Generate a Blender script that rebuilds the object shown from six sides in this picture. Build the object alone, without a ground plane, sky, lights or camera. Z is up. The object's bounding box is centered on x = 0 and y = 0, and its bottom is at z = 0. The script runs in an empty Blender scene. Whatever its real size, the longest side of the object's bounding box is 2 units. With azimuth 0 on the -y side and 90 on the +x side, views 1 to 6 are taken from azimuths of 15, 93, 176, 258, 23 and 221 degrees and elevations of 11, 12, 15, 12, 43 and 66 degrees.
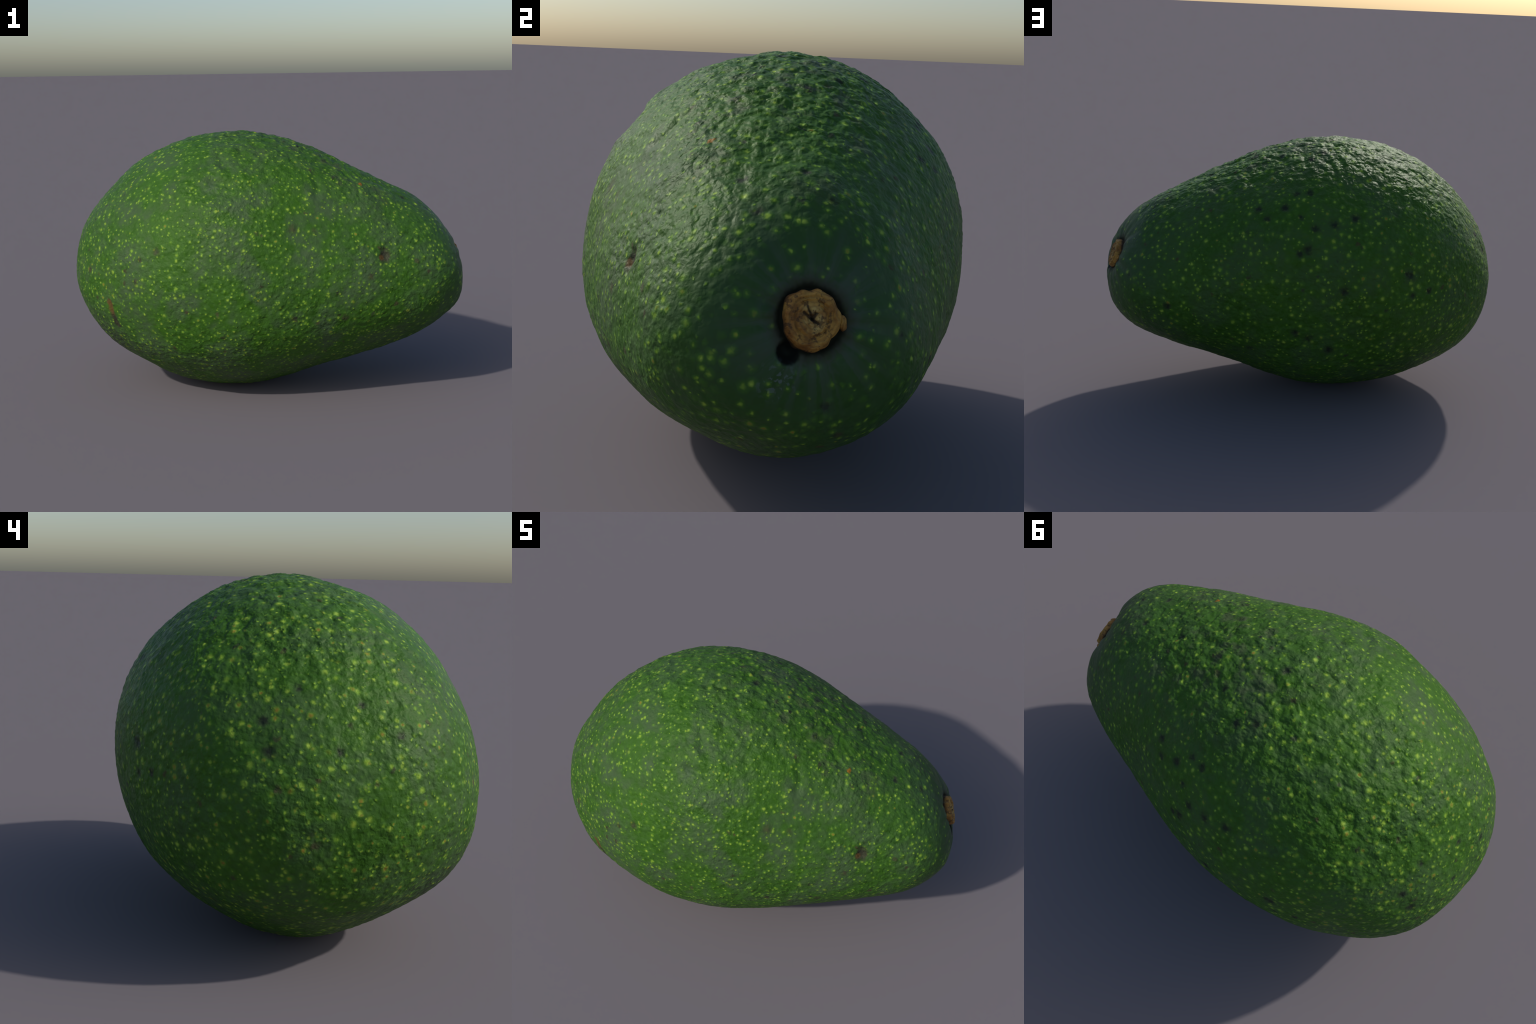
"""An avocado lying on its side: pear-shaped pebbled skin, woody stalk stub at the narrow end (+x)."""
import math
import bpy
import numpy as np
from mathutils import Vector

PI = math.pi

# ------------------------------------------------------------------ the body's shape
# The fruit is a loft along x.  t runs from the blossom end (0) to the stalk end (pi); each
# channel below is a smooth spline through 11 evenly spaced stations of t.
LENGTH = (-0.9985, 0.9977)
SPINE_Y = [-0.010, -0.010, -0.015, -0.008, -0.003, 0.008, 0.024, 0.047, 0.063, 0.033, -0.036]
SPINE_Z = [0.623, 0.605, 0.632, 0.643, 0.651, 0.650, 0.648, 0.631, 0.615, 0.597, 0.586]
GIRTH = [0.815, 0.765, 0.725, 0.699, 0.673, 0.634, 0.565, 0.534, 0.559, 0.600, 0.623]
# out-of-round lobes of the cross-section: (waves round the girth, cosine part, sine part)
LOBES = [
    (2, [0.175, 0.068, 0.028, 0.004, -0.003, -0.002, 0.005, 0.012, 0.026, 0.060, -0.019],
        [-0.046, -0.025, -0.006, 0.013, 0.015, 0.008, 0.010, -0.002, -0.016, -0.062, -0.097]),
    (3, [-0.063, -0.051, -0.006, -0.006, -0.001, -0.002, 0.002, 0.000, 0.004, 0.066, 0.085],
        [0.072, 0.048, -0.017, -0.006, -0.002, -0.005, -0.008, -0.016, -0.036, -0.058, -0.062]),
    (4, [-0.002, -0.016, -0.028, 0.003, 0.003, -0.001, 0.004, 0.002, 0.009, 0.024, 0.013],
        [-0.033, -0.018, 0.024, 0.010, 0.005, 0.002, 0.003, -0.002, 0.007, 0.071, 0.066]),
    (5, [0.002, -0.003, -0.006, -0.003, 0.002, -0.001, 0.002, 0.000, 0.013, 0.004, -0.005],
        [-0.003, -0.012, -0.007, -0.005, -0.002, -0.001, -0.001, -0.010, -0.012, 0.027, 0.018]),
    (6, [0.007, 0.022, -0.005, -0.003, -0.000, -0.003, -0.002, 0.003, -0.006, 0.002, -0.001],
        [0.012, 0.048, 0.014, -0.002, 0.005, 0.001, -0.001, 0.001, -0.000, -0.023, -0.010]),
]
STATIONS = np.linspace(0.0, PI, 11)

STALK = np.array([0.948, 0.158, 0.709])          # middle of the stalk stub
STALK_AXIS = np.array([0.915, 0.215, 0.340])
STALK_AXIS /= np.linalg.norm(STALK_AXIS)
STALK_U = np.cross([0, 0, 1.0], STALK_AXIS)      # sideways (about +y)
STALK_U /= np.linalg.norm(STALK_U)
STALK_V = np.cross(STALK_AXIS, STALK_U)          # upwards
PIT_UV = (-0.056, -0.076)                         # dark hole beside the stub

CRACKS = ((0.9, 0.016), (2.5, 0.026), (-0.75, 0.017), (1.9, 0.030))   # splits in the stub's face: angle, length
GASH = np.array([0.651, -0.329, 0.757])          # corky gash on the flank
STREAK = np.array([[-0.652, -0.552, 0.521], [-0.620, -0.533, 0.405]])
DENT = np.array([-0.115, -0.470, 1.070])         # thumb dent on the sunny shoulder

# folds pressed into the shoulder: from, to, half-width, depth
FOLDS = [
    ((-0.167, -0.291, 1.225), (-0.083, -0.386, 1.155), 0.020, 0.008), ((-0.078, -0.255, 1.236), (-0.009, -0.307, 1.194), 0.018, 0.007),
    ((-0.311, -0.432, 1.112), (-0.240, -0.447, 1.108), 0.014, 0.006), ((-0.145, -0.449, 1.106), (-0.068, -0.452, 1.091), 0.016, 0.007),
    ((0.297, -0.233, 1.114), (0.326, -0.300, 1.050), 0.018, 0.006), ((-0.040, -0.158, 1.270), (0.031, -0.209, 1.237), 0.018, 0.006),
]
# broad flats (-) and swellings (+) of the fruit: centre, reach, height
SWELLINGS = [
    ((-0.755, -0.200, 1.070), 0.17, -0.016), ((-0.480, 0.500, 0.320), 0.20, 0.006), ((-0.800, 0.200, 0.260), 0.20, 0.008),
    ((-0.850, -0.100, 0.310), 0.18, 0.005), ((-0.700, -0.420, 0.310), 0.18, 0.005), ((0.180, -0.270, 1.150), 0.13, 0.008),
    ((0.400, 0.470, 0.380), 0.13, 0.011), ((-0.020, 0.580, 0.365), 0.11, -0.007), ((-0.500, -0.486, 0.250), 0.14, 0.006),
    ((-0.820, 0.020, 0.230), 0.15, 0.006), ((-0.800, -0.310, 0.970), 0.12, -0.009), ((0.360, 0.534, 0.790), 0.09, -0.009),
    ((-0.516, -0.060, 1.243), 0.09, -0.005), ((0.270, -0.310, 1.070), 0.10, 0.006), ((-0.345, 0.538, 1.005), 0.08, 0.007),
    ((0.615, 0.251, 1.003), 0.09, -0.011), ((-0.200, -0.643, 0.485), 0.12, -0.006),
]

# dark blemishes: x, y, z, radius
BLEMISHES = [
    (0.118, 0.490, 1.037, 0.019), (0.005, 0.463, 1.104, 0.014), (0.065, 0.452, 1.097, 0.014),
    (0.238, 0.454, 1.017, 0.015), (0.201, 0.504, 0.983, 0.014), (0.297, 0.512, 0.919, 0.012),
    (0.047, 0.536, 1.004, 0.012), (-0.019, 0.574, 0.959, 0.018), (-0.109, 0.572, 0.977, 0.018),
    (-0.205, 0.553, 1.006, 0.020), (0.012, 0.605, 0.865, 0.021), (0.049, 0.606, 0.844, 0.015),
    (-0.478, 0.592, 0.750, 0.019), (-0.163, 0.647, 0.679, 0.020), (0.661, 0.469, 0.531, 0.016),
    (0.260, 0.478, 0.323, 0.018), (0.052, 0.602, 0.454, 0.019), (-0.011, 0.603, 0.423, 0.021),
    (-0.113, 0.577, 0.367, 0.020), (-0.493, 0.595, 0.650, 0.014), (-0.577, 0.560, 0.670, 0.013),
    (-0.023, 0.013, 1.297, 0.017), (0.124, 0.200, 1.230, 0.013), (-0.012, 0.281, 1.232, 0.016),
    (-0.079, 0.242, 1.261, 0.012), (-0.906, 0.247, 0.793, 0.018), (-0.401, 0.504, 1.012, 0.011),
    (0.678, 0.122, 1.012, 0.013), (0.468, 0.102, 1.110, 0.011), (0.251, 0.106, 1.211, 0.014),
    (-0.856, 0.258, 0.878, 0.014), (-0.932, -0.151, 0.838, 0.012), (-0.839, 0.146, 0.973, 0.010),
    (-0.890, -0.039, 0.930, 0.011), (-0.956, 0.042, 0.799, 0.011), (-0.456, 0.600, 0.758, 0.012),
    (0.698, -0.037, 0.992, 0.012), (0.814, 0.011, 0.930, 0.013), (0.750, 0.194, 0.956, 0.012),
    (0.317, -0.096, 1.169, 0.011), (0.958, 0.203, 0.498, 0.012), (0.853, 0.375, 0.652, 0.009),
    (0.181, -0.058, 1.237, 0.010),
]
# brown, softer blemishes
RUSSETS = [
    (0.238, -0.463, 0.885, 0.022), (0.329, -0.421, 0.870, 0.018), (-0.382, -0.606, 0.787, 0.017),
    (-0.488, -0.621, 0.641, 0.014), (0.486, -0.429, 0.468, 0.016), (0.264, -0.524, 0.477, 0.013),
    (0.595, -0.390, 0.665, 0.014), (-0.782, -0.465, 0.660, 0.015), (0.086, -0.539, 0.878, 0.010),
    (0.198, 0.170, 1.216, 0.015), (-0.984, 0.119, 0.521, 0.014), (-0.947, 0.229, 0.689, 0.012),
    (0.900, 0.236, 0.404, 0.014), (-0.831, 0.332, 0.385, 0.011), (-0.925, 0.005, 0.871, 0.010),
    (0.470, 0.182, 1.095, 0.011), (-0.081, -0.637, 0.505, 0.011),
]


def spline(values, x):
    """Natural cubic spline through STATIONS."""
    k, y = STATIONS, np.asarray(values, float)
    n, h = len(k), np.diff(STATIONS)
    A, b = np.eye(n), np.zeros(n)
    for j in range(1, n - 1):
        A[j, j - 1:j + 2] = (h[j - 1], 2 * (h[j - 1] + h[j]), h[j])
        b[j] = 6 * ((y[j + 1] - y[j]) / h[j] - (y[j] - y[j - 1]) / h[j - 1])
    m = np.linalg.solve(A, b)
    j = np.clip(np.searchsorted(k, x) - 1, 0, n - 2)
    d, H = x - k[j], h[j]
    return (y[j] + d * ((y[j + 1] - y[j]) / H - H * (2 * m[j] + m[j + 1]) / 6)
            + d * d * m[j] / 2 + d ** 3 * (m[j + 1] - m[j]) / (6 * H))


def body_point(d):
    """Unit directions (n, 3) -> points of the smooth fruit."""
    t = np.arccos(np.clip(-d[:, 0], -1, 1))
    phi = np.arctan2(d[:, 2], d[:, 1])
    s = np.sin(t)
    g = spline(GIRTH, t)
    for waves, c, sn in LOBES:
        fade = s ** 2 if waves > 2 else 1.0
        g = g + fade * (spline(c, t) * np.cos(waves * phi) + spline(sn, t) * np.sin(waves * phi))
    x0, x1 = LENGTH
    return np.stack([(x0 + x1) / 2 - np.cos(t) * (x1 - x0) / 2,
                     spline(SPINE_Y, t) + s * g * np.cos(phi),
                     spline(SPINE_Z, t) + s * g * np.sin(phi)], 1)


# ------------------------------------------------------------------ noise for relief
def _hash(i, j, k, seed):
    h = (i.astype(np.int64) * 374761393 + j.astype(np.int64) * 668265263 + k.astype(np.int64) * 2147483647 + seed * 974634777) & 0xFFFFFFFF
    h = ((h ^ (h >> 13)) * 1274126177) & 0xFFFFFFFF
    h = ((h ^ (h >> 16)) * 2246822519) & 0xFFFFFFFF
    return ((h ^ (h >> 15)) & 0xFFFFFF) / float(0xFFFFFF)


def noise(p, seed):
    """Smooth value noise in -1..1."""
    c = np.floor(p).astype(np.int64)
    f = p - c
    f = f * f * f * (f * (f * 6 - 15) + 10)
    out = 0
    for a in (0, 1):
        for b in (0, 1):
            for e in (0, 1):
                w = (f[:, 0] if a else 1 - f[:, 0]) * (f[:, 1] if b else 1 - f[:, 1]) * (f[:, 2] if e else 1 - f[:, 2])
                out = out + w * _hash(c[:, 0] + a, c[:, 1] + b, c[:, 2] + e, seed)
    return out * 2 - 1


def pebbles(p, seed):
    """Rounded bumps round scattered points: 1 on a bump's top, 0 between bumps."""
    c = np.floor(p).astype(np.int64)
    best = np.full(len(p), 9.0)
    for a in (-1, 0, 1):
        for b in (-1, 0, 1):
            for e in (-1, 0, 1):
                i, j, k = c[:, 0] + a, c[:, 1] + b, c[:, 2] + e
                q = np.stack([i + _hash(i, j, k, seed), j + _hash(i, j, k, seed + 1), k + _hash(i, j, k, seed + 2)], 1)
                best = np.minimum(best, ((q - p) ** 2).sum(1))
    return np.clip(1 - best / 0.55, 0, 1)


def smooth(a, b, x):
    u = np.clip((x - a) / (b - a), 0, 1)
    return u * u * (3 - 2 * u)


def segment_distance(p, a, b):
    s = np.clip(((p - a) @ (b - a)) / ((b - a) @ (b - a)), 0, 1)
    return np.linalg.norm(p - a - s[:, None] * (b - a), axis=1)


def skin_relief(p):
    """Height of the skin above the smooth fruit, metres."""
    warp = np.stack([noise(p * 9, s) for s in (11, 12, 13)], 1)
    q = p + 0.012 * warp
    rough = 0.62 + 0.50 * smooth(0.60, 1.15, p[:, 2] + 0.15 * noise(p * 3.5, 21)) + 0.30 * noise(p * 5, 22)
    for centre, reach in (((-0.42, -0.36, 1.02), 0.34), ((0.30, -0.36, 0.93), 0.22)):     # sleek patches on the sunny shoulder
        rough *= 1 - 0.65 * np.exp(-((p - centre) ** 2).sum(1) / reach ** 2)
    from_stalk = np.linalg.norm(p - STALK, axis=1)
    rough *= 0.25 + 0.75 * smooth(0.12, 0.34, from_stalk)          # the skin is smooth round the stalk
    h = 0.0035 * noise(p * 7, 31) * smooth(0.1, 0.4, from_stalk)
    ridge = smooth(0.95, 1.2, p[:, 2]) * smooth(0.42, 0.1, np.abs(p[:, 1] - 0.08)) * smooth(0.15, 0.4, from_stalk) \
        + 0.6 * smooth(0.3, 0.6, p[:, 0]) * smooth(0.75, 0.95, p[:, 2]) * smooth(0.12, 0.3, from_stalk)
    ridge = np.clip(ridge, 0, 1)                                      # knobbly back of the fruit and of the neck
    h = h + ridge * (0.0030 * (noise(q * [10, 12, 12], 35) - 0.2) + 0.0050 * (pebbles(q * [15, 17, 17], 44) - 0.45) * smooth(-0.5, 0.3, noise(p * 6, 36)))
    rough *= 0.62 + 0.25 * ridge
    h = h + rough * (0.0024 * noise(q * [22, 26, 26], 32) + 0.0030 * (pebbles(q * 33, 41) - 0.75)
                     + 0.0018 * noise(q * [50, 58, 58], 33) + 0.0013 * noise(q * [95, 115, 115], 34)) + 0.0010
    h = np.where(h > 0, h * smooth(-0.01, 0.06, p[:, 2]), h)          # pressed flat where it rests
    for centre, reach, height in SWELLINGS:
        h = h + height * np.exp(-((p - centre) ** 2).sum(1) / reach ** 2)
    for a, b, width, depth in FOLDS:
        d = segment_distance(q + 0.012 * warp, np.array(a), np.array(b))
        h = h - depth * np.exp(-(d / width) ** 2) + 0.35 * depth * np.exp(-((d - 2.2 * width) / width) ** 2)
    # dent with a raised lip
    d = np.linalg.norm((p - DENT) * [0.8, 1, 1.25], axis=1)
    h = h - 0.012 * np.exp(-(d / 0.075) ** 2) + 0.004 * np.exp(-((d - 0.13) / 0.035) ** 2)
    # gash and streak
    h = h - 0.014 * np.exp(-(np.linalg.norm((p - GASH) * [1.15, 1, 0.8], axis=1) / 0.027) ** 2)
    h = h - 0.004 * np.exp(-(segment_distance(p, *STREAK) / 0.012) ** 2)
    for x, y, z, r in BLEMISHES:
        h = h - 0.16 * r * np.exp(-(((p - [x, y, z]) ** 2).sum(1)) / r ** 2)
    # the hollow in which the stalk stub sits, puckered radially
    e = p - STALK
    u, v = e @ STALK_U, e @ STALK_V
    r, a = np.hypot(u, v), np.arctan2(v, u)
    near = (e @ STALK_AXIS > -0.15)
    pucker = 0.0022 * np.sin(9 * a + 2 * np.sin(2 * a)) + 0.0014 * np.sin(17 * a + 1.3)
    h = h + near * (-0.012 * (1 - smooth(0.06, 0.15, r)) - 0.008 * np.exp(-((r - 0.074) / 0.010) ** 2)
                    + pucker * smooth(0.07, 0.10, r) * (1 - smooth(0.12, 0.27, r)))
    h = h - near * 0.026 * np.exp(-(np.hypot(u - PIT_UV[0], v - PIT_UV[1]) / 0.024) ** 4)
    return h


# ------------------------------------------------------------------ mesh helpers
def mesh_object(name, verts, faces, parent, material, sharp=False):
    me = bpy.data.meshes.new(name)
    verts, faces = np.asarray(verts, np.float32), np.asarray(faces, np.int32)
    me.vertices.add(len(verts))
    me.vertices.foreach_set("co", verts.ravel())
    me.loops.add(faces.size)
    me.loops.foreach_set("vertex_index", faces.ravel())
    me.polygons.add(len(faces))
    me.polygons.foreach_set("loop_start", np.arange(len(faces), dtype=np.int32) * faces.shape[1])
    me.polygons.foreach_set("use_smooth", np.full(len(faces), not sharp))
    me.update(calc_edges=True)
    me.validate()
    me.materials.append(material)
    ob = bpy.data.objects.new(name, me)
    bpy.context.scene.collection.objects.link(ob)
    ob.parent = parent
    return ob


def cube_sphere(n):
    """Evenly spread unit directions and quads (seams welded)."""
    g = np.tan(np.linspace(-PI / 4, PI / 4, n + 1))
    gi, gj = np.meshgrid(np.arange(n + 1), np.arange(n + 1), indexing="ij")
    keys, faces = [], []
    for axis in range(3):
        for side in (0, n):
            idx = np.empty((n + 1, n + 1, 3), np.int64)
            idx[..., axis], idx[..., (axis + 1) % 3], idx[..., (axis + 2) % 3] = side, gi, gj
            keys.append(idx.reshape(-1, 3))
            base = (len(keys) - 1) * (n + 1) ** 2
            a = base + gi[:-1, :-1] * (n + 1) + gj[:-1, :-1]
            quad = np.stack([a, a + n + 1, a + n + 2, a + 1], -1).reshape(-1, 4)
            faces.append(quad if side else quad[:, ::-1])
    keys, faces = np.concatenate(keys), np.concatenate(faces)
    code = (keys[:, 0] * (n + 1) + keys[:, 1]) * (n + 1) + keys[:, 2]
    _, first, inverse = np.unique(code, return_index=True, return_inverse=True)
    d = g[keys[first]]
    return d / np.linalg.norm(d, axis=1)[:, None], inverse.reshape(-1)[faces]


def vertex_normals(v, f):
    n = np.zeros_like(v)
    fn = np.cross(v[f[:, 2]] - v[f[:, 0]], v[f[:, 3]] - v[f[:, 1]])
    for k in range(4):
        for c in range(3):
            n[:, c] += np.bincount(f[:, k], fn[:, c], len(v))
    return n / (np.linalg.norm(n, axis=1)[:, None] + 1e-12)


# ------------------------------------------------------------------ node helpers
class Nodes:
    def __init__(self, name):
        self.mat = bpy.data.materials.new(name)
        self.mat.use_nodes = True
        self.tree = self.mat.node_tree
        self.tree.nodes.clear()
        self.p = self.new("ShaderNodeTexCoord").outputs["Object"]

    def new(self, kind, **props):
        n = self.tree.nodes.new(kind)
        for k, v in props.items():
            setattr(n, k, v)
        return n

    def put(self, socket, value):
        if isinstance(value, bpy.types.NodeSocket):
            self.tree.links.new(value, socket)
        elif value is not None:
            socket.default_value = value

    def math(self, op, a, b=None, c=None, clamp=False):
        n = self.new("ShaderNodeMath", operation=op, use_clamp=clamp)
        for s, v in zip(n.inputs, (a, b, c)):
            self.put(s, v)
        return n.outputs[0]

    def vec(self, op, a, b=None, out=0):
        n = self.new("ShaderNodeVectorMath", operation=op)
        self.put(n.inputs[0], a)
        if op == "SCALE":
            self.put(n.inputs["Scale"], b)
        else:
            self.put(n.inputs[1], b)
        return n.outputs[out]

    def noise(self, p, scale, detail=2.0, rough=0.5, distort=0.0, out=0):
        n = self.new("ShaderNodeTexNoise")
        for k, v in (("Vector", p), ("Scale", scale), ("Detail", detail), ("Roughness", rough), ("Distortion", distort)):
            self.put(n.inputs[k], v)
        return n.outputs[out]

    def cells(self, p, scale, feature="F1"):
        n = self.new("ShaderNodeTexVoronoi", feature=feature)
        self.put(n.inputs["Vector"], p)
        self.put(n.inputs["Scale"], scale)
        return n

    def step(self, x, lo, hi, a=0.0, b=1.0):
        n = self.new("ShaderNodeMapRange", interpolation_type="SMOOTHSTEP")
        for k, v in zip(("Value", "From Min", "From Max", "To Min", "To Max"), (x, lo, hi, a, b)):
            self.put(n.inputs[k], v)
        return n.outputs[0]

    def mix(self, f, a, b, mode="MIX"):
        n = self.new("ShaderNodeMix", data_type="RGBA", blend_type=mode)
        self.put(n.inputs[0], f)
        for s, v in ((n.inputs[6], a), (n.inputs[7], b)):
            self.put(s, (*v, 1.0) if isinstance(v, tuple) else v)
        return n.outputs[2]

    def mul(self, a, b):
        return self.math("MULTIPLY", a, b)

    def to_point(self, p, c):
        return self.vec("DISTANCE", p, tuple(c), out=1)

    def nearest(self, p, spots):
        """Distance to the nearest spot in units of that spot's radius."""
        best = None
        for x, y, z, r in spots:
            d = self.mul(self.to_point(p, (x, y, z)), 1.0 / r)
            best = d if best is None else self.math("MINIMUM", best, d)
        return best

    def finish(self, colour, roughness, height=None, distance=0.004, strength=1.0, **other):
        b = self.new("ShaderNodeBsdfPrincipled")
        self.put(b.inputs["Base Color"], (*colour, 1.0) if isinstance(colour, tuple) else colour)
        self.put(b.inputs["Roughness"], roughness)
        for k, v in other.items():
            self.put(b.inputs[k.replace("_", " ")], v)
        if height is not None:
            n = self.new("ShaderNodeBump")
            self.put(n.inputs["Height"], height)
            self.put(n.inputs["Distance"], distance)
            self.put(n.inputs["Strength"], strength)
            self.put(b.inputs["Normal"], n.outputs[0])
        o = self.new("ShaderNodeOutputMaterial")
        self.put(o.inputs["Surface"], b.outputs[0])
        return self.mat


def skin_material():
    k = Nodes("avocado_skin")
    p = k.p
    jitter = k.vec("SUBTRACT", k.noise(p, 70, 1, out=1), (0.5, 0.5, 0.5))
    pj = k.vec("ADD", p, k.vec("SCALE", jitter, 0.010))
    sep = k.new("ShaderNodeSeparateXYZ")
    k.put(sep.inputs[0], p)
    x, y = sep.outputs[0], sep.outputs[1]
    patch = k.noise(p, 3.2, 3, 0.55)
    patch2 = k.noise(k.vec("ADD", p, (7.3, 1.9, 4.4)), 5.5, 3, 0.6)
    mottle = k.noise(p, 42, 3, 0.6, 0.6)
    from_stalk = k.to_point(p, STALK)

    # ground colour
    sunny = k.step(k.math("ADD", y, k.mul(k.math("SUBTRACT", patch2, 0.5), 0.5)), 0.02, -0.38)
    green = k.mix(k.step(patch, 0.35, 0.66), (0.026, 0.083, 0.006), (0.036, 0.108, 0.008))  # greens warmed, blue lowered, to match the tone of the shaded side
    green = k.mix(k.step(mottle, 0.3, 0.75), green, (0.043, 0.113, 0.019))
    grey_patches = k.mul(k.step(patch2, 0.40, 0.66), k.step(sunny, 0, 1, 0.50, 0.85))                        # greyish patches, stronger towards -y
    green = k.mix(grey_patches, green, (0.055, 0.093, 0.042))
    waxy = k.mul(k.step(from_stalk, 0.58, 0.12), k.step(patch, 0.2, 0.6, 0.55, 1.0))
    green = k.mix(k.mul(waxy, 0.70), green, (0.029, 0.061, 0.028))          # blue-green neck
    tan = k.mul(k.mul(k.step(sep.outputs[2], 0.85, 1.10), k.step(k.math("ABSOLUTE", k.math("SUBTRACT", y, 0.02)), 0.45, 0.15)),
                k.mul(k.step(k.noise(p, 9, 3, 0.6), 0.50, 0.66), k.step(x, -0.35, 0.15)))
    green = k.mix(k.mul(tan, 0.6), green, (0.060, 0.066, 0.042))          # dull scurf along the back of the neck
    sooty = k.mul(k.step(k.math("ADD", k.to_point(p, (-0.72, -0.46, 0.28)), k.mul(k.math("SUBTRACT", patch2, 0.5), 0.3)), 0.26, 0.06), 0.7)
    green = k.mix(sooty, green, (0.040, 0.052, 0.034))

    # lenticels: many small pale specks on the flank that grew in the sun, fewer and larger elsewhere
    thin = k.step(k.math("ADD", from_stalk, k.mul(k.math("SUBTRACT", patch, 0.5), 0.3)), 0.10, 0.42, 0.30, 1.0)
    small = k.cells(pj, 47)
    rnd = k.new("ShaderNodeSeparateColor")
    k.put(rnd.inputs[0], small.outputs["Color"])
    lot = k.mul(thin, k.math("MAXIMUM", k.step(sunny, 0, 1, 0.40, 0.92), k.step(x, -0.35, -0.80, 0.40, 0.92)))
    keep = k.step(k.math("SUBTRACT", lot, rnd.outputs[1]), -0.02, 0.08, 0.02, 1.0)
    r_small = k.mul(k.math("ADD", 0.14, k.mul(rnd.outputs[0], 0.20)), k.mul(k.step(sunny, 0, 1, 1.05, 1.0), keep))
    s_small = k.step(k.math("DIVIDE", small.outputs["Distance"], r_small), 1.15, 0.1)
    h_small = k.step(k.math("DIVIDE", small.outputs["Distance"], r_small), 2.2, 0.5)
    big = k.cells(k.vec("ADD", pj, (3.1, 5.7, 2.2)), 29)
    rnb = k.new("ShaderNodeSeparateColor")
    k.put(rnb.inputs[0], big.outputs["Color"])
    r_big = k.mul(k.math("ADD", 0.10, k.mul(rnb.outputs[0], 0.23)), k.mul(k.step(thin, 0.3, 1.0, 0.8, 1.0), k.mul(k.step(x, 0.1, -0.65, 1.0, 1.15), k.step(sunny, 0.3, 1.0, 1.0, 0.78))))
    s_big = k.step(k.math("DIVIDE", big.outputs["Distance"], r_big), 1.2, 0.1)
    h_big = k.step(k.math("DIVIDE", big.outputs["Distance"], r_big), 2.3, 0.5)
    speck = k.math("MAXIMUM", s_small, s_big)
    halo = k.math("MAXIMUM", h_small, h_big)
    green = k.mix(k.mul(halo, 0.6), green, (0.068, 0.175, 0.018))
    tint = k.mix(rnd.outputs[2], (0.19, 0.34, 0.028), (0.35, 0.48, 0.060))
    # some specks have gone corky: ochre to brown
    blossom = k.step(x, -0.25, -0.9, 0.0, 0.30)
    corky = k.step(k.math("ADD", rnb.outputs[1], blossom), 0.80, 0.95)
    corky_small = k.step(rnd.outputs[2], 0.93, 0.99)
    tint = k.mix(k.mul(s_big, corky), tint, (0.25, 0.155, 0.025))
    tint = k.mix(k.mul(s_small, corky_small), tint, (0.20, 0.12, 0.03))
    col = k.mix(k.mul(speck, 0.88), green, tint)

    # rust-brown and near-black blemishes
    pb = k.vec("ADD", p, k.vec("SCALE", k.vec("SUBTRACT", k.noise(p, 55, 2, out=1), (0.5, 0.5, 0.5)), 0.028))
    tiny = k.cells(k.vec("ADD", pb, (1.7, 8.8, 4.1)), 12)
    rnt = k.new("ShaderNodeSeparateColor")
    k.put(rnt.inputs[0], tiny.outputs["Color"])
    t_mask = k.mul(k.step(tiny.outputs["Distance"], 0.17, 0.06), k.step(rnt.outputs[0], 0.45, 0.6))
    col = k.mix(k.mul(t_mask, 0.75), col, k.mix(rnt.outputs[1], (0.030, 0.034, 0.024), (0.060, 0.040, 0.022)))
    rus = k.nearest(pb, RUSSETS)
    col = k.mix(k.step(rus, 1.7, 0.3, 0, 0.8), col, k.mix(k.step(mottle, 0.42, 0.6), (0.034, 0.034, 0.024), (0.062, 0.046, 0.028)))
    dark = k.nearest(pb, BLEMISHES)
    col = k.mix(k.step(dark, 2.1, 0.6, 0, 0.5), col, (0.030, 0.040, 0.022))
    col = k.mix(k.step(dark, 1.35, 0.2, 0, 0.86), col, (0.013, 0.014, 0.014))

    # gash: grey-brown bed, orange on one lip
    g = k.vec("MULTIPLY", k.vec("SUBTRACT", pb, tuple(GASH)), (1.12, 1.0, 0.75))
    gd = k.vec("LENGTH", g, out=1)
    col = k.mix(k.step(gd, 0.040, 0.018, 0, 0.9), col, (0.036, 0.030, 0.024))
    lip = k.to_point(pb, GASH + [-0.012, -0.006, -0.008])
    col = k.mix(k.step(lip, 0.020, 0.007, 0, 0.9), col, (0.115, 0.060, 0.020))
    # rusty streak near the blossom end
    a, b = (Vector(v) for v in STREAK)
    s = k.new("ShaderNodeVectorMath", operation="DOT_PRODUCT")
    ab = b - a
    k.put(s.inputs[0], k.vec("SUBTRACT", pb, tuple(a)))
    k.put(s.inputs[1], tuple(ab / ab.length_squared))
    along = k.math("MULTIPLY", s.outputs["Value"], 1.0, clamp=True)
    foot = k.vec("ADD", k.vec("SCALE", tuple(ab), along), tuple(a))
    sd = k.vec("DISTANCE", pb, foot, out=1)
    col = k.mix(k.step(sd, 0.023, 0.008, 0, 0.88), col, k.mix(k.step(along, 0.3, 0.7), (0.115, 0.060, 0.022), (0.036, 0.030, 0.024)))
    # one bright cork grain on the neck
    col = k.mix(k.step(k.to_point(pb, (0.506, -0.143, 1.067)), 0.015, 0.006, 0, 1), col, (0.26, 0.115, 0.015))
    # pale patch along the dent's rim
    pale_patch = k.mul(k.step(k.to_point(pb, DENT + [-0.03, -0.02, 0.03]), 0.07, 0.02), k.step(mottle, 0.35, 0.6))
    col = k.mix(k.mul(pale_patch, 0.55), col, (0.085, 0.125, 0.075))

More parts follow.
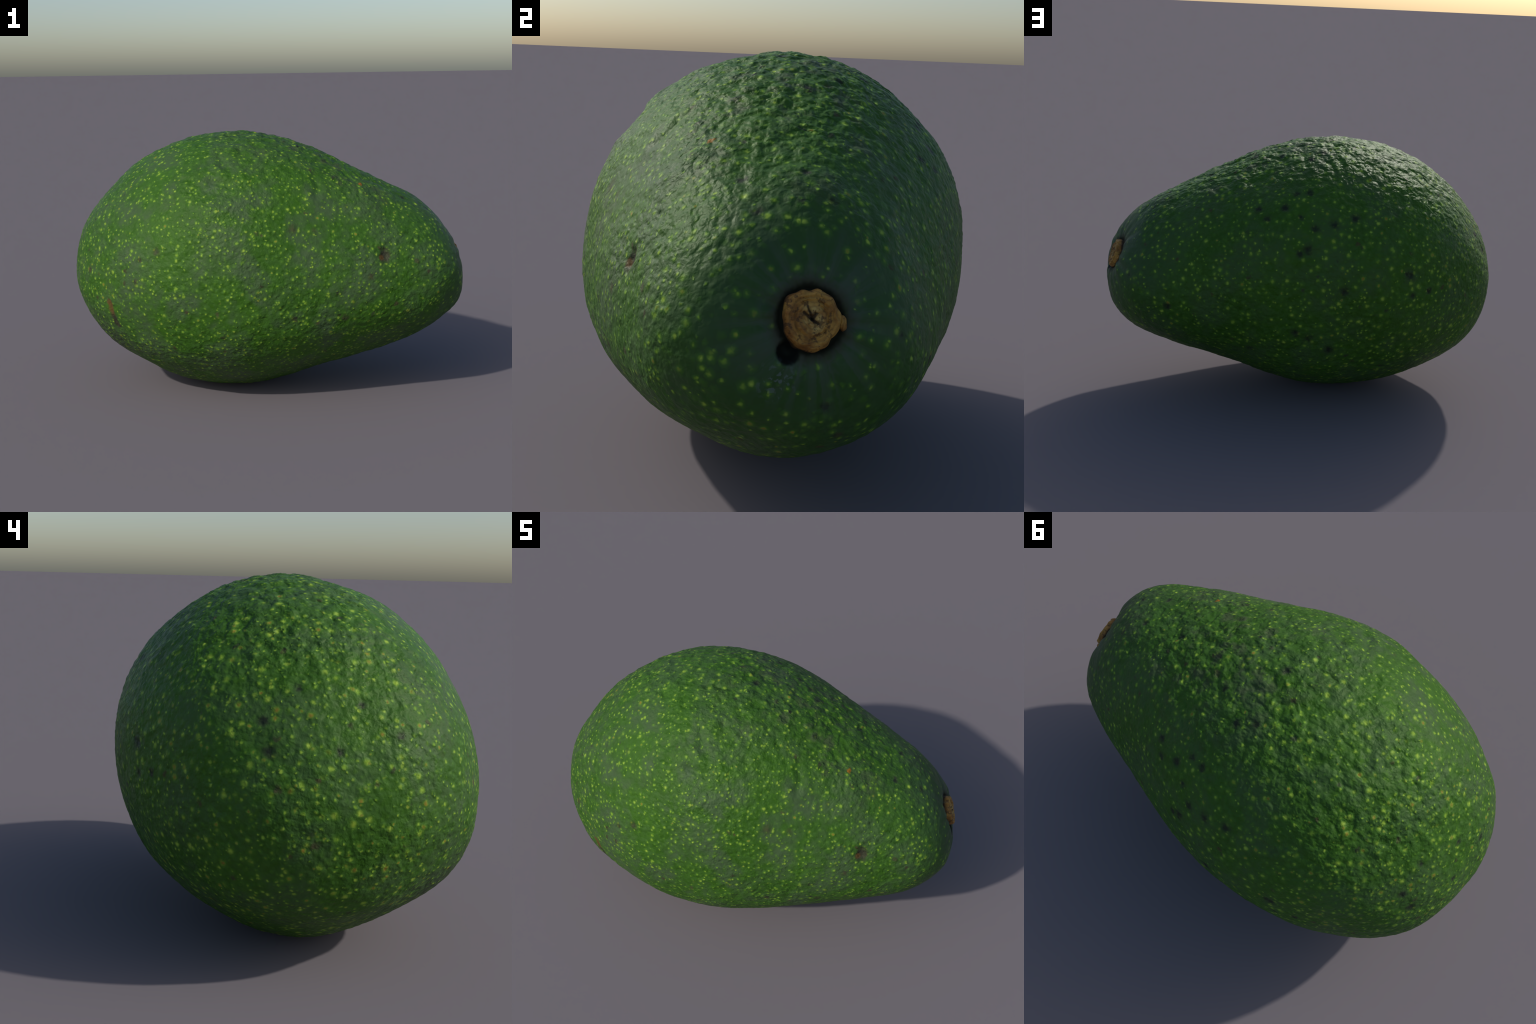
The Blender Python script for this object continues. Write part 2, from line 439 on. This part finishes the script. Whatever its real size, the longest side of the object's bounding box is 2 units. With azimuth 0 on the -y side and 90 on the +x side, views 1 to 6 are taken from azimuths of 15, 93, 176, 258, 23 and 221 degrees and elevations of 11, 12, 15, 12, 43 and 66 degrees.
    # round the stalk: a dusty collar, then a black groove and the pit
    e = k.vec("SUBTRACT", k.vec("ADD", p, k.vec("SCALE", jitter, 0.010)), tuple(STALK))
    axial = k.new("ShaderNodeVectorMath", operation="DOT_PRODUCT")
    k.put(axial.inputs[0], e)
    k.put(axial.inputs[1], tuple(STALK_AXIS))
    flat = k.vec("SUBTRACT", e, k.vec("SCALE", tuple(STALK_AXIS), axial.outputs["Value"]))
    rad = k.math("ADD", k.vec("LENGTH", flat, out=1), k.step(x, 0.8, 0.75, 0, 1))
    spokes = k.noise(k.vec("NORMALIZE", flat), 7.0, 3, 0.6)
    rays = k.mul(k.step(rad, 0.30, 0.10), k.step(spokes, 0.42, 0.66, 0.0, 0.75))
    col = k.mix(rays, col, (0.060, 0.086, 0.060))
    dust = k.mul(k.step(rad, 0.16, 0.09), k.step(mottle, 0.40, 0.66, 0.15, 0.8))
    col = k.mix(dust, col, (0.060, 0.075, 0.062))
    col = k.mix(k.step(rad, 0.118, 0.084, 0, 0.7), col, (0.045, 0.040, 0.028))
    col = k.mix(k.step(rad, 0.093, 0.076, 0, 0.92), col, (0.008, 0.007, 0.005))
    pit_axis = tuple(PIT_UV[0] * STALK_U + PIT_UV[1] * STALK_V)
    pit = k.math("ADD", k.vec("DISTANCE", flat, pit_axis, out=1), k.step(x, 0.8, 0.75, 0, 1))
    col = k.mix(k.step(pit, 0.034, 0.024, 0, 0.97), col, (0.005, 0.005, 0.006))
    chalk = k.mul(k.step(k.to_point(p, STALK - 0.085 * STALK_U - 0.150 * STALK_V), 0.075, 0.015), k.step(k.noise(p, 75, 2), 0.52, 0.64))
    col = k.mix(k.mul(chalk, 0.7), col, (0.13, 0.16, 0.16))

    # fine grain, heights in metres
    z = sep.outputs[2]
    knob = k.noise(p, 21, 1, 0.4, 0.2)
    back = k.mul(k.step(z, 0.9, 1.15), k.step(k.math("ABSOLUTE", k.math("SUBTRACT", y, 0.08)), 0.5, 0.15, 0.0, 1.0))
    grain = k.noise(p, 58, 1.5, 0.45, 0.3)
    fine = k.noise(p, 135, 2, 0.5, 0.5)
    calm = k.step(from_stalk, 0.12, 0.42, 0.12, 1.0)
    calm = k.mul(calm, k.math("ADD", k.step(k.noise(p, 4.3, 2), 0.35, 0.65, 0.55, 1.1), k.step(z, 0.75, 1.15, 0.0, 0.35)))
    for centre, reach in (((-0.42, -0.36, 1.02), 0.45), ((0.30, -0.36, 0.93), 0.30)):
        calm = k.mul(calm, k.step(k.to_point(p, centre), 0.05, reach, 0.45, 1.0))
    height = k.math("ADD", k.mul(knob, k.math("ADD", 0.010, k.mul(back, 0.011))), k.math("ADD", k.mul(grain, 0.0056), k.mul(fine, 0.0012)))
    height = k.math("ADD", k.mul(height, calm), k.mul(halo, 0.0010))
    rough = k.step(mottle, 0.25, 0.75, 0.48, 0.60)
    rough = k.math("ADD", rough, k.mul(k.step(rad, 0.11, 0.08), 0.3))
    return k.finish(col, rough, height, distance=1.0, strength=0.9, Specular_IOR_Level=0.20, Specular_Tint=(0.80, 1.0, 0.58, 1.0))  # reflection tinted to drop sky blue from shade and green the highlights


def cork_material():
    k = Nodes("stalk_cork")
    p = k.p                                       # the stub's own frame: z along its axis
    sep = k.new("ShaderNodeSeparateXYZ")
    warp = k.vec("SCALE", k.vec("SUBTRACT", k.noise(p, 30, 2, out=1), (0.5, 0.5, 0.5)), 0.02)
    k.put(sep.inputs[0], k.vec("ADD", p, warp))
    r = k.math("SQRT", k.math("ADD", k.mul(sep.outputs[0], sep.outputs[0]), k.mul(sep.outputs[1], sep.outputs[1])))
    rings = k.math("SINE", k.math("ADD", k.mul(r, 560), k.mul(k.noise(p, 34, 3), 11)))
    streaks = k.noise(k.vec("MULTIPLY", p, (1, 1, 0.25)), 75, 3, 0.65)
    blot = k.noise(p, 24, 3, 0.6)
    col = k.mix(k.step(blot, 0.35, 0.65), (0.22, 0.085, 0.008), (0.42, 0.22, 0.034))
    col = k.mix(k.step(r, 0.042, 0.020, 0, 0.75), col, k.mix(k.step(blot, 0.4, 0.6), (0.36, 0.19, 0.035), (0.58, 0.42, 0.13)))
    col = k.mix(k.mul(k.step(rings, 0.0, -0.9), 0.28), col, (0.085, 0.042, 0.010))
    col = k.mix(k.mul(k.step(streaks, 0.52, 0.64), 0.75), col, (0.060, 0.024, 0.004))
    col = k.mix(k.mul(k.step(sep.outputs[2], 0.006, -0.004), 0.85), col, (0.022, 0.015, 0.006))
    # darker colour in the star-shaped crack
    star = k.math("ADD", k.mul(k.noise(p, 95, 2), 0.012), k.mul(r, 0.5))
    col = k.mix(k.step(star, 0.0110, 0.0082, 0, 0.85), col, (0.035, 0.018, 0.006))
    for ang, length in CRACKS:
        along = k.new("ShaderNodeVectorMath", operation="DOT_PRODUCT")
        tip = (math.cos(ang) * length, math.sin(ang) * length, 0.0)
        flat = k.vec("ADD", k.vec("MULTIPLY", p, (1, 1, 0)), k.vec("SCALE", warp, 0.35))
        k.put(along.inputs[0], flat)
        k.put(along.inputs[1], tuple(c / length ** 2 for c in tip))
        foot = k.vec("SCALE", tip, k.math("MULTIPLY", along.outputs["Value"], 1.0, clamp=True))
        col = k.mix(k.step(k.vec("DISTANCE", flat, foot, out=1), 0.0050, 0.0018, 0, 0.85), col, (0.030, 0.016, 0.006))
    height = k.math("ADD", k.mul(rings, 0.25), k.mul(streaks, 0.8))
    return k.finish(col, 0.75, height, distance=0.004, strength=0.8)


def make_stub(parent, cork):
    """Woody stub: flared foot, steep wall, rounded edge, ringed and cracked face; z along its axis."""
    profile = [(0.071, -0.040), (0.071, -0.015), (0.070, 0.000), (0.068, 0.009), (0.065, 0.016), (0.062, 0.0205), (0.058, 0.0225),
               (0.052, 0.0225), (0.046, 0.0215), (0.043, 0.0195), (0.040, 0.0205), (0.034, 0.0225), (0.026, 0.0225),
               (0.018, 0.0215), (0.011, 0.0205), (0.005, 0.0195), (0.00002, 0.019)]
    rs, zs = np.array(profile).T
    s = np.linspace(0, 1, len(rs))
    fine = np.linspace(0, 1, 110)
    rs, zs = np.interp(fine, s, rs), np.interp(fine, s, zs)
    for _ in range(2):
        rs[1:-1], zs[1:-1] = (rs[:-2] + 2 * rs[1:-1] + rs[2:]) / 4, (zs[:-2] + 2 * zs[1:-1] + zs[2:]) / 4
    n = 180
    a = np.arange(n) * 2 * PI / n
    R, A = np.meshgrid(rs, a, indexing="ij")
    Z = np.repeat(zs[:, None], n, 1)
    wob = 1 + 0.035 * np.sin(3 * A + 0.6) + 0.03 * np.sin(5 * A + 2.1) + 0.015 * np.sin(11 * A) + 0.028 * noise(np.stack([np.cos(A).ravel() * 4, np.sin(A).ravel() * 4, Z.ravel() * 60], 1), 56).reshape(A.shape)
    X, Y = R * wob * np.cos(A), R * wob * np.sin(A) * 1.04
    v = np.stack([X.ravel(), Y.ravel(), Z.ravel()], 1)
    rr = np.hypot(v[:, 0], v[:, 1])
    top = smooth(0.066, 0.055, rr)
    h = 0.0030 * noise(v * 45, 51) + 0.0014 * noise(v * 140, 52) + top * 0.0006 * np.sin(rr * 560 + 5 * noise(v * 34, 53))
    # a three-armed crack in the middle
    for ang, length in CRACKS:
        tip = np.array([math.cos(ang) * length, math.sin(ang) * length, 0.0])
        flat = v * [1, 1, 0] + 0.003 * np.stack([noise(v * 90, 54), noise(v * 90, 55), 0 * rr], 1)
        d = segment_distance(flat, np.zeros(3), tip)
        h = h - top * 0.006 * np.exp(-(d / 0.0036) ** 2)
    # a curved split between wood and pith on one side
    arc = np.abs(rr - 0.036) + 0.02 * (1 - smooth(0.5, 0.9, np.cos(np.arctan2(v[:, 1], v[:, 0]) - 0.35)))
    h = h - top * 0.005 * np.exp(-(arc / 0.003) ** 2)
    v[:, 2] += h
    i, j = np.meshgrid(np.arange(len(rs) - 1), np.arange(n), indexing="ij")
    q = np.stack([i * n + j, i * n + (j + 1) % n, (i + 1) * n + (j + 1) % n, (i + 1) * n + j], -1).reshape(-1, 4)
    stub = mesh_object("stalk_stub", v, q, parent, cork)
    frame = np.eye(4)
    frame[:3, 0], frame[:3, 1], frame[:3, 2], frame[:3, 3] = STALK_U, STALK_V, STALK_AXIS, STALK - 0.017 * STALK_AXIS
    from mathutils import Matrix
    stub.matrix_world = Matrix(frame.tolist())
    return stub


def make_bud(parent, cork):
    """Small corky bud scale at the stub's side."""
    d, f = cube_sphere(14)
    v = d * [0.010, 0.019, 0.010]
    v = v * (1 + 0.10 * noise(v * 90, 61))[:, None]
    v = v + [0.076, -0.010, 0.000]
    bud = mesh_object("bud_scale", v, f, parent, cork)
    return bud


def build():
    root = bpy.data.objects.new("avocado", None)
    root.empty_display_size = 0.1
    bpy.context.scene.collection.objects.link(root)
    root["label"] = "dark green pebbled avocado with pale specks lying on its side"
    root["category"] = "fruit"

    d, faces = cube_sphere(430)
    base = body_point(d)
    normal = vertex_normals(base, faces)
    skin = base + normal * skin_relief(base)[:, None]
    skin[:, 2] -= skin[:, 2].min()
    mesh_object("skin", skin, faces, root, skin_material())

    cork = cork_material()
    stub = make_stub(root, cork)
    make_bud(stub, cork)


build()
